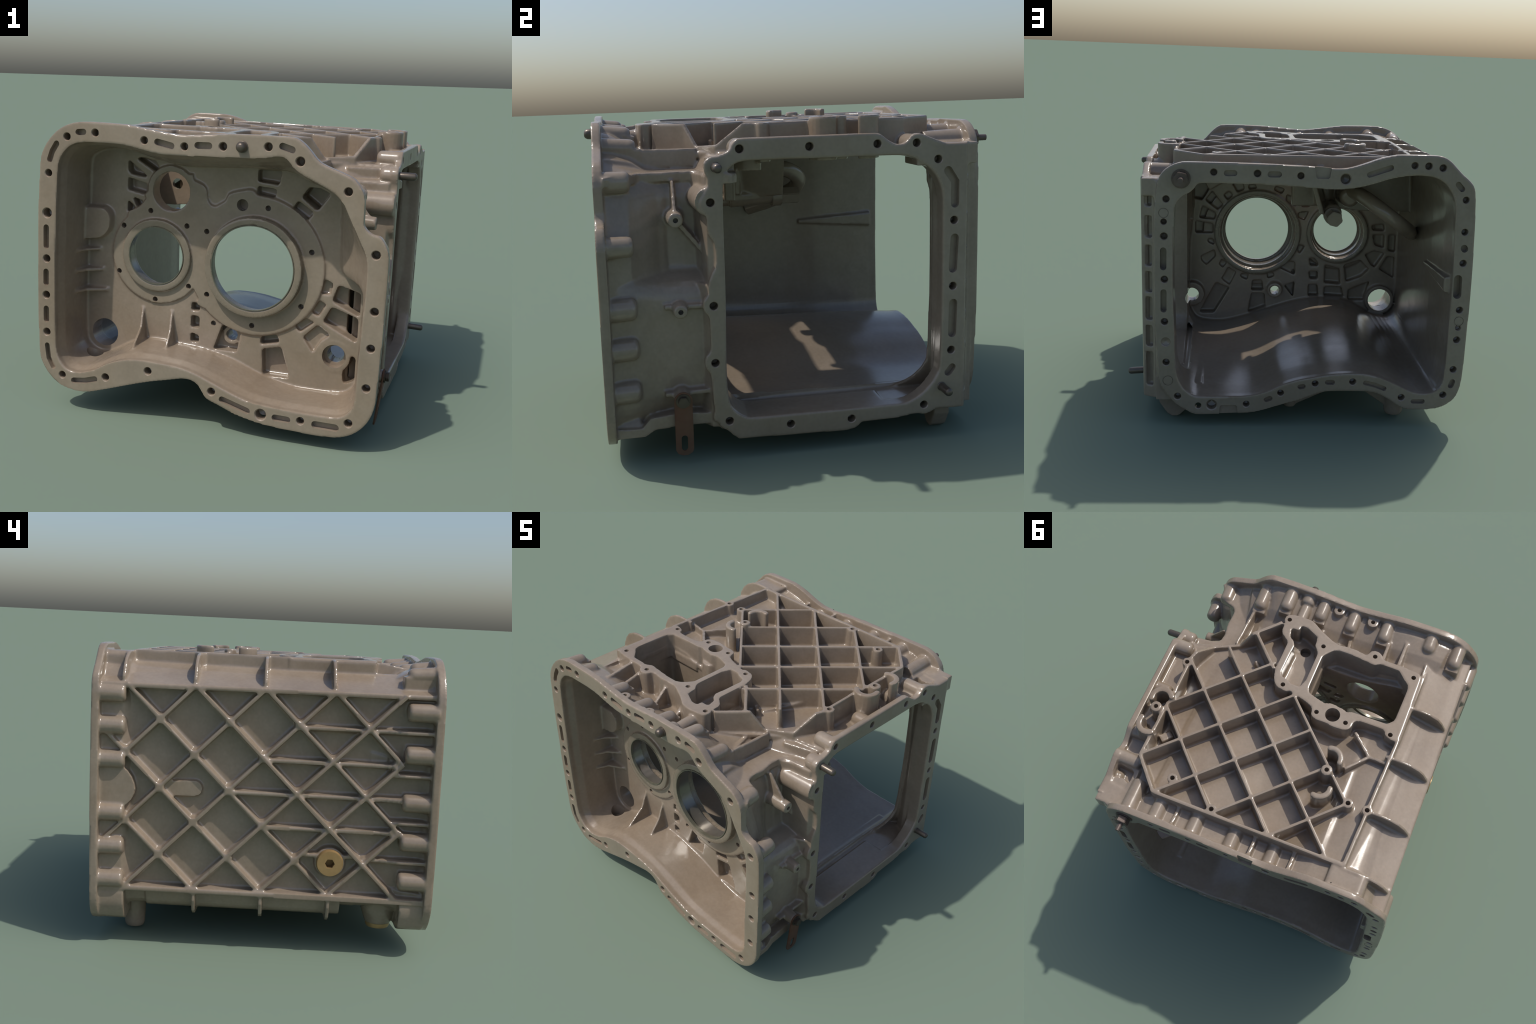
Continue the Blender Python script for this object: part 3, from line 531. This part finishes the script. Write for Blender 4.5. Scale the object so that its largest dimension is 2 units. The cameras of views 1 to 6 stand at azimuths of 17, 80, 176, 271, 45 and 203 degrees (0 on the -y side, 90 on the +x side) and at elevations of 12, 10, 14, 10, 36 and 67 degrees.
# left shoulder: sloping strip, rail and five fins
add('', 'shoulder', prism('y', [(-.68,1.519),(-.72,1.504),(-.80,1.475),(-.87,1.449),(-.947,1.424),(-.947,1.400),(-.87,1.40),(-.83,1.42),(-.68,1.44)], -.91, .86,
    [(-.68,1.519),(-.72,1.504),(-.80,1.475),(-.87,1.449),(-.966,1.416),(-.966,1.393),(-.88,1.40),(-.83,1.42),(-.68,1.44)]))
add('shoulder', 'rim_wall', box(-.71, -.672, -.60, -.13, 1.46, 1.575))
for y in (.726, .354, -.011, -.371):
    add('shoulder', 'stiffening_fin', prism('y', [(-.66,1.45),(-.66,1.578),(-.76,1.581),(-.82,1.572),(-.875,1.545),(-.915+.010*(.7-y),1.51),(-.948+.016*(.7-y),1.455),(-.95+.016*(.7-y),1.42)], y-.009, y+.009))

# ------------------------------------------------------------------ left panel with rib lattice
XP = -.895
def crest(y, z): return XL+.014*(.55-y)+.007*(1.30-z)-.026*min(max((-.66-y)/.1, 0), 1)
add('', 'side_panel', prism('x', [(-.91,.30),(-.91,1.42),(.86,1.42),(.86,.30)], XP, XP+.03))
add('side_panel', 'rail', prism('y', [(-.85,.295),(crest(-.91,.3),.303),(crest(-.91,.3),.331),(-.85,.34)], -.91, .86, [(-.85,.295),(crest(.86,.3),.303),(crest(.86,.3),.331),(-.85,.34)]))
def lat(p, q, t=.0195): add('side_panel', 'side_rib', side_rib(p, q, t, XP+.012, crest(*p), crest(*q)))
ROW = [1.418, 1.237, 1.056, .873, .694, .512, .318]
def lplus(c, z0, z1): lat((c-z0, z0), (c-z1, z1))      # y+z = c
def lminus(c, z0, z1): lat((z0+c, z0), (z1+c, z1))     # y-z = c
for c, z0, z1 in [(1.768,1.056,1.418),(1.404,.58,1.418),(1.038,.318,1.418),(.673,.318,1.418),(.311,.318,1.06),(-.058,.318,.70)]: lplus(c, z0, z1)
for c, z0, z1 in [(.020,.318,.694),(-.344,.318,1.19),(-.706,.318,1.418),(-1.071,.318,1.418),(-1.436,.70,1.418),(-1.80,1.06,1.418)]: lminus(c, z0, z1)
lat((-.745,.32),(-.565,.512)); lat((-.565,.512),(-.72,.665))
for y0, y1, z in [(-.2,-.90,1.226),(-.02,-.72,1.045),(.165,-.76,.865),(-.02,-.72,.685),(-.56,-.90,.532),(-.70,-.90,.745),(-.70,-.90,.998)]:
    if y0 > -.66 > y1: lat((y0,z),(-.66,z)); lat((-.65,z),(max(y1,-.76),z))
    elif y0 <= -.66: lat((y0,z),(-.76,z))
    else: lat((y0,z),(y1,z))
    if y1 < -.8: lat((-.755,z),(y1,z))
lat((-.25,.545),(-.54,.545))
for p in [(.531,1.237),(.166,1.237),(-.199,1.237),(-.564,1.237),(.348,1.056),(-.016,1.056),(-.381,1.056),(-.72,1.05),(.529,.873),(.164,.873),(-.203,.873),(-.567,.873),(.712,1.056),(.71,.69),(.348,.694),(-.02,.694),(-.386,.694),(-.72,.69),(.528,.511),(.157,.508),(-.202,.51),(-.568,.514)]:
    add('side_panel', 'rib_node', lathe((XP+.01,p[0],p[1]), (crest(*p),p[0],p[1]), [(0,.03),(1,.024)], 20))
add('side_panel', 'plug_boss', rod((XP+.01,-.390,.511), (-.94,-.390,.511), .085, .08, n=40))
drill(rod((-1.05,-.390,.511), (-.888,-.390,.511), .072, n=40))
add('side_panel', 'raised_pad', prism('x', band([(.47,.867),(.345,.872)], .042), -.924, -.88))

add('front_flange', 'corner_block', prism('y', rounded([(-.955,.31),(-.955,.24),(-.92,.155),(-.82,.125),(-.68,.128),(-.60,.17),(-.60,.30)],.03), -.91, -.775))
add('rear_flange', 'corner_block', prism('y', rounded([(-.96,.31),(-.96,.22),(-.92,.14),(-.85,.112),(-.70,.112),(-.60,.15),(-.60,.30)],.03), .71, .86))
# ------------------------------------------------------------------ underside: fins, feet, drain boss
for y in (.334, -.028, -.39):
    add('', 'bottom_fin', prism('y', [(-.955,.32),(-.955,.26),(-.93,.20),(-.88,.172),(-.78,.158),(-.65,.175),(-.55,.22),(-.45,.26),(-.45,.31),(-.7,.24),(-.85,.30)], y-.010, y+.010))
add('', 'foot', lathe((-.635,.695,.28), (-.635,.695,.004), [(0,.075),(.5,.064),(.93,.058),(1,.05)], 32), prism('y', [(-.70,.25),(-.68,.03),(-.60,.04),(-.43,.16),(-.24,.16),(-.24,.30),(-.5,.30)], .672, .708))
add('', 'foot', lathe((.005,.69,.28), (.005,.69,.05), [(0,.06),(.6,.045),(.93,.04),(1,.034)], 32), prism('y', [(-.30,.32),(-.24,.16),(-.02,.06),(.03,.06),(.10,.12),(.10,.25)], .672, .708))
add('', 'foot', prism('y', [(.56,.20),(.58,.10),(.66,.025),(.68,.0115),(.72,.0115),(.745,.03),(.79,.10),(.80,.20)], .675, .755))
add('', 'drain_boss', lathe((-.745,-.69,.31), (-.73,-.69,.138), [(0,.112),(.6,.098),(1,.074)], 36))
add('', 'drain_boss', rod((.40,-.70,.24),(.40,-.70,.07),.05,.045), box(.33,.47,-.76,-.64,.12,.22))

# ================================================================== fuse the casting
def fused():
    V, F = join([(v, f) for _, v, f in SOLIDS])
    o = to_obj((V, F), 'casting')
    md = o.modifiers.new('r', 'REMESH'); md.mode = 'VOXEL'; md.voxel_size = VOXEL; md.adaptivity = 0
    sm = o.modifiers.new('s', 'SMOOTH'); sm.factor = .5; sm.iterations = SMOOTH_STEPS
    me = evaluated(o); print('remesh', len(me.polygons))
    o2 = to_obj(me, 'casting2'); k = to_obj(join(CUTS), 'cutters')
    b = o2.modifiers.new('b', 'BOOLEAN'); b.operation = 'DIFFERENCE'; b.solver = 'MANIFOLD'; b.object = k
    me2 = evaluated(o2); print('drilled', len(me2.polygons))
    return me2 if len(me2.polygons) > 1000 else me

# ================================================================== materials
def new_mat(name):
    m = bpy.data.materials.new(name); m.use_nodes = True
    nt = m.node_tree; return m, nt, nt.nodes['Principled BSDF']

def noise(nt, scale, detail=4, rough=.6):
    tc = nt.nodes.new('ShaderNodeTexCoord'); n = nt.nodes.new('ShaderNodeTexNoise')
    n.inputs['Scale'].default_value = scale; n.inputs['Detail'].default_value = detail; n.inputs['Roughness'].default_value = rough
    nt.links.new(tc.outputs['Object'], n.inputs['Vector']); return n

def ramp(nt, src, stops):
    r = nt.nodes.new('ShaderNodeValToRGB'); e = r.color_ramp.elements
    while len(e) < len(stops): e.new(.5)
    for k, (p, c) in zip(e, stops): k.position = p; k.color = (*c, 1) if len(c) == 3 else c
    nt.links.new(src, r.inputs['Fac']); return r

def bump(nt, b, src, strength, dist):
    n = nt.nodes.new('ShaderNodeBump'); n.inputs['Strength'].default_value = strength; n.inputs['Distance'].default_value = dist
    nt.links.new(src, n.inputs['Height']); nt.links.new(n.outputs['Normal'], b.inputs['Normal'])

def metal_paint(name, c0, c1, c2, rough, spec=.5, metallic=0.0, bumps=.12):
    m, nt, b = new_mat(name)
    n = noise(nt, 3.5, 6, .62); r = ramp(nt, n.outputs['Fac'], [(.30, c0), (.52, c1), (.72, c2)])
    n2 = noise(nt, 60, 3); mx = nt.nodes.new('ShaderNodeMix'); mx.data_type = 'RGBA'; mx.blend_type = 'MULTIPLY'; mx.inputs[0].default_value = .35
    r2 = ramp(nt, n2.outputs['Fac'], [(.3, (.82,.82,.82)), (.7, (1.08,1.08,1.08))])
    st = ramp(nt, noise(nt, 1.7, 8, .68).outputs['Fac'], [(.42, (1,1,1)), (.62, (.80,.745,.68)), (.75, (.66,.58,.50))])
    sm = nt.nodes.new('ShaderNodeMix'); sm.data_type = 'RGBA'; sm.blend_type = 'MULTIPLY'; sm.inputs[0].default_value = .75
    nt.links.new(r.outputs['Color'], sm.inputs[6]); nt.links.new(st.outputs['Color'], sm.inputs[7])
    nt.links.new(sm.outputs[2], mx.inputs[6]); nt.links.new(r2.outputs['Color'], mx.inputs[7]); nt.links.new(mx.outputs[2], b.inputs['Base Color'])
    rr = ramp(nt, noise(nt, 9, 4).outputs['Fac'], [(.3, (rough*.85,)*3), (.7, (rough*1.2,)*3)]); nt.links.new(rr.outputs['Color'], b.inputs['Roughness'])
    b.inputs['Specular IOR Level'].default_value = spec; b.inputs['Metallic'].default_value = metallic
    if bumps: bump(nt, b, noise(nt, 220, 2).outputs['Fac'], bumps, .0012)
    return m

CAST = metal_paint('cast_aluminium', (.225,.178,.133), (.265,.214,.163), (.295,.242,.187), .21, .65)
FACE = metal_paint('machined_face', (.213,.176,.131), (.247,.207,.156), (.273,.231,.176), .34, .5, bumps=.06)
SEAL = metal_paint('bearing_seat', (.13,.125,.095), (.17,.165,.125), (.21,.20,.155), .28, .6, .35, bumps=.0)
RING = metal_paint('bearing_ring_metal', (.185,.156,.116), (.225,.192,.146), (.255,.218,.167), .25, .6, .1, bumps=.04)
STEEL = metal_paint('stud_steel', (.075,.062,.05), (.12,.10,.08), (.17,.145,.12), .34, .6, .6)
NUT = metal_paint('dull_steel', (.09,.065,.052), (.13,.10,.085), (.17,.14,.12), .4, .5, .4)
RUST = metal_paint('rusty_steel', (.14,.06,.035), (.16,.09,.06), (.17,.125,.095), .55, .4, .2)
POLISH = metal_paint('polished_bore', (.20,.185,.16), (.27,.25,.22), (.33,.31,.27), .24, .6, .6, bumps=.0)
BRASS = metal_paint('brass', (.33,.215,.095), (.40,.265,.12), (.44,.30,.15), .35, .5, .35)
DARK = metal_paint('dark_plug', (.03,.03,.024), (.045,.043,.036), (.06,.056,.05), .35)

# ================================================================== assemble
ROOT = bpy.data.objects.new('gearbox_housing', None); bpy.context.scene.collection.objects.link(ROOT)
ROOT['label'] = 'grey-beige cast aluminium gearbox housing with ribs and bolt holes'
ROOT['category'] = 'gearbox housing'
OBJ = {}

def link(name, me, parent, mats):
    o = bpy.data.objects.new(name, me); bpy.context.scene.collection.objects.link(o); o.parent = parent
    for m in mats: me.materials.append(m)
    return o

def split(me):
    """separate the fused casting by part; border vertices coincide and the shading stays continuous"""
    me.set_sharp_from_angle(angle=math.radians(38)); 
    nv, nf, nl = len(me.vertices), len(me.polygons), len(me.loops)
    co = np.empty(nv*3, np.float32); me.vertices.foreach_get('co', co); co = co.reshape(-1, 3)
    ls = np.empty(nf, np.int32); me.polygons.foreach_get('loop_start', ls); lt = np.empty(nf, np.int32); me.polygons.foreach_get('loop_total', lt)
    lv = np.empty(nl, np.int32); me.loops.foreach_get('vertex_index', lv)
    cn = np.empty(nl*3, np.float32); me.corner_normals.foreach_get('vector', cn); cn = cn.reshape(-1, 3)
    cen = np.empty(nf*3, np.float32); me.polygons.foreach_get('center', cen); cen = cen.reshape(-1, 3)
    nor = np.empty(nf*3, np.float32); me.polygons.foreach_get('normal', nor); nor = nor.reshape(-1, 3)
    owner = []; 
    for i, (_, v, f) in enumerate(SOLIDS): owner += [i]*len(f)
    V, F = join([(v, f) for _, v, f in SOLIDS])
    tree = BVHTree.FromPolygons([tuple(map(float, v)) for v in V], F)
    own = np.empty(nf, np.int32); find = tree.find_nearest
    for i, c in enumerate(cen.tolist()):
        own[i] = owner[find(c)[2]]
    face = ((nor[:, 1] < -.97) & (cen[:, 1] < YF+.02)) | ((nor[:, 1] > .97) & (cen[:, 1] > YB-.014)) | ((nor[:, 0] > .97) & (cen[:, 0] > XW-.008)) | \
           ((nor[:, 1] < -.97) & (np.abs(cen[:, 1]+.627) < .010)) | np.zeros(nf, bool)
    out = {}
    for i in np.unique(own):
        key = SOLIDS[i][0]; fs = np.where(own == i)[0]
        tot = lt[fs]; n = int(tot.sum()); st = np.zeros(len(fs), np.int32); st[1:] = np.cumsum(tot)[:-1]
        li = np.repeat(ls[fs]-st, tot)+np.arange(n); vv = lv[li]
        uq, inv = np.unique(vv, return_inverse=True)
        m = bpy.data.meshes.new(key[1]); m.vertices.add(len(uq)); m.vertices.foreach_set('co', co[uq].ravel())
        m.loops.add(n); m.loops.foreach_set('vertex_index', inv.astype(np.int32).ravel())
        m.polygons.add(len(fs)); m.polygons.foreach_set('loop_start', st); m.polygons.foreach_set('loop_total', tot)
        m.materials.append(RING if key[1] == 'bearing_boss' else CAST); m.materials.append(FACE)
        m.polygons.foreach_set('material_index', face[fs].astype(np.int32))
        m.polygons.foreach_set('use_smooth', np.ones(len(fs), bool))
        m.update(calc_edges=True)
        m.normals_split_custom_set(cn[li].tolist())
        out[key] = m
    return out

pieces = split(fused())
for key in sorted(pieces, key=lambda k: (k[0] != '', k[0], k[1], k[2])):
    group, name, i = key
    if group == '':
        o = bpy.data.objects.new(name, pieces[key]); bpy.context.scene.collection.objects.link(o); o.parent = ROOT
        OBJ.setdefault(name, o)
for key in sorted(pieces, key=lambda k: (k[0], k[1], k[2])):
    group, name, i = key
    if group:
        o = bpy.data.objects.new(name, pieces[key]); bpy.context.scene.collection.objects.link(o); o.parent = OBJ.get(group, ROOT)

# ------------------------------------------------------------------ loose parts, built crisp
def loose(name, parent, mat, *ms, bevel=0.003, angle=40):
    V, F = join(ms); me = to_mesh((lean(V), F), name); me.materials.append(mat)
    o = bpy.data.objects.new(name, me); bpy.context.scene.collection.objects.link(o); o.parent = parent
    bm = bmesh.new(); bm.from_mesh(me); bmesh.ops.recalc_face_normals(bm, faces=bm.faces)
    if bevel:
        ed = [e for e in bm.edges if len(e.link_faces) == 2 and e.calc_face_angle(0) > math.radians(50)]
        bmesh.ops.bevel(bm, geom=ed, offset=bevel, segments=2, affect='EDGES', clamp_overlap=True)
    for f in bm.faces: f.smooth = True
    bm.to_mesh(me); bm.free(); me.set_sharp_from_angle(angle=math.radians(angle)); return o

def hexagon(c, r, a=0.0): return disc(c, r, 6, a, a+2*math.pi)
def ring(axis_p0, axis_p1, r_out, r_in, n=96):
    p0, p1 = Vector(axis_p0), Vector(axis_p1); d = (p1-p0).normalized(); u = d.orthogonal().normalized(); w = d.cross(u); V = []; F = []
    for c, r in ((p0, r_out), (p1, r_out), (p1, r_in), (p0, r_in)):
        for i in range(n):
            a = 2*math.pi*i/n; V.append(tuple(c+(u*math.cos(a)+w*math.sin(a))*r))
    for k in range(4):
        for i in range(n): F.append((k*n+i, k*n+(i+1) % n, ((k+1) % 4)*n+(i+1) % n, ((k+1) % 4)*n+i))
    return fix(V, F)

bh = OBJ['bulkhead']
loose('bearing_sleeve', bh, SEAL, ring((L0[0],-.686,L0[1]), (L0[0],-.662,L0[1]), .2375, .232), bevel=.001)
loose('bearing_sleeve', bh, POLISH, ring((L0[0],-.658,L0[1]), (L0[0],-.567,L0[1]), .2595, .254), bevel=.001)
loose('bearing_sleeve', bh, SEAL, ring((S0[0],-.653,S0[1]), (S0[0],-.636,S0[1]), .167, .162), bevel=.001)
loose('bearing_sleeve', bh, POLISH, ring((S0[0],-.630,S0[1]), (S0[0],-.560,S0[1]), .180, .175), bevel=.001)
# studs on the side flange
sf = OBJ['side_flange']
loose('stud', sf, STEEL, lathe((.84,-.397,1.40), (.975,-.397,1.40), [(0,.024),(.30,.024),(.32,.021),(.9,.021),(.96,.017),(1,.010)], 24), bevel=0)
loose('stud', sf, STEEL, lathe((.84,.677,.278), (.975,.685,.272), [(0,.023),(.30,.023),(.32,.02),(.9,.02),(.96,.017),(1,.010)], 24), bevel=0)
# rear stud with washer and nut
rf = OBJ['rear_flange']
st = loose('stud', rf, NUT, rod((.652,.86,1.466), (.652,.983,1.466), .017, .015, n=20), bevel=0)
loose('washer', rf, NUT, ring((.652,YB-.002,1.466), (.652,YB+.008,1.466), .053, .015, 40), bevel=.0015)
loose('nut', rf, NUT, prism('y', hexagon((.652,1.466), .044, .2), YB+.008, YB+.046), bevel=.003)
# front locating screw
loose('locating_screw', OBJ['front_flange'], STEEL, lathe((.16,YF+.02,1.542), (.16,-.985,1.542), [(0,.03),(.42,.03),(.44,.027),(.75,.026),(.92,.020),(1,.012)], 28), bevel=0)
# brass plug with hexagon socket
plug = cut(lathe((-.885,-.390,.511), (-.968,-.390,.511), [(0,.075),(.75,.0735),(1,.068)], 48), [prism('x', hexagon((-.390,.511), .026), -1.1, -.902)])
loose('brass_plug', OBJ['side_panel'], BRASS, plug, bevel=.0015)
loose('brass_plug', ROOT, BRASS, lathe((-.73,-.69,.16), (-.73,-.69,.108), [(0,.07),(.8,.068),(1,.062)], 40), bevel=0)
# slotted strap bolted to the right wall
strap = cut(prism('x', disc((-.588,.335), .042, 16, 0, math.pi)+[(-.63,.085),(-.62,.066),(-.60,.056),(-.575,.055),(-.552,.068),(-.545,.085)], 0, .009), [prism('x', band([(-.588,.145),(-.588,.095)], .0145), -.1, .1)])
V, F = strap; V = np.array([(.902+v[0]-max(0, .30-v[2])*.14, v[1], v[2]) for v in V]); 
so = loose('strap', OBJ['housing_wall'], RUST, (V, F), bevel=.0012)
loose('bolt', OBJ['housing_wall'], STEEL, rod((.905,-.588,.335), (.917,-.588,.335), .034, n=28), prism('x', hexagon((-.588,.335), .026), .917, .936), bevel=.002)
# oil pipe and hexagon plug inside the rear chamber
def pipe(name, parent, mat, pts, r):
    cu = bpy.data.curves.new(name, 'CURVE'); cu.dimensions = '3D'; cu.bevel_depth = r; cu.bevel_resolution = 6; cu.use_fill_caps = True
    sp = cu.splines.new('BEZIER'); sp.bezier_points.add(len(pts)-1)
    for b, p in zip(sp.bezier_points, pts): b.co = p; b.handle_left_type = b.handle_right_type = 'AUTO'
    o = to_obj(bpy.data.meshes.new('x')); k = bpy.data.objects.new(name+'_c', cu); TMP.objects.link(k); me = evaluated(k); me.name = name
    me.materials.clear(); me.materials.append(mat); 
    for p in me.polygons: p.use_smooth = True
    ob = bpy.data.objects.new(name, me); bpy.context.scene.collection.objects.link(ob); ob.parent = parent; return ob
pipe('oil_pipe', bh, CAST, [(-.42,.02,1.278),(-.50,.22,1.247),(-.64,.30,1.150),(-.77,.18,1.050),(-.845,.0,.985)], .048)
loose('hexagon_plug', OBJ['cover_frame'], CAST, prism('y', hexagon((-.296,1.118), .052, .25), .08, .225), rod((-.296,.06,1.118), (-.296,.12,1.118), .058), bevel=.004)

# ------------------------------------------------------------------ tilt as the original stands, drop helpers
for o in list(TMP.objects): bpy.data.objects.remove(o)
bpy.data.collections.remove(TMP)
ROOT.rotation_euler = (0, TILT, 0)
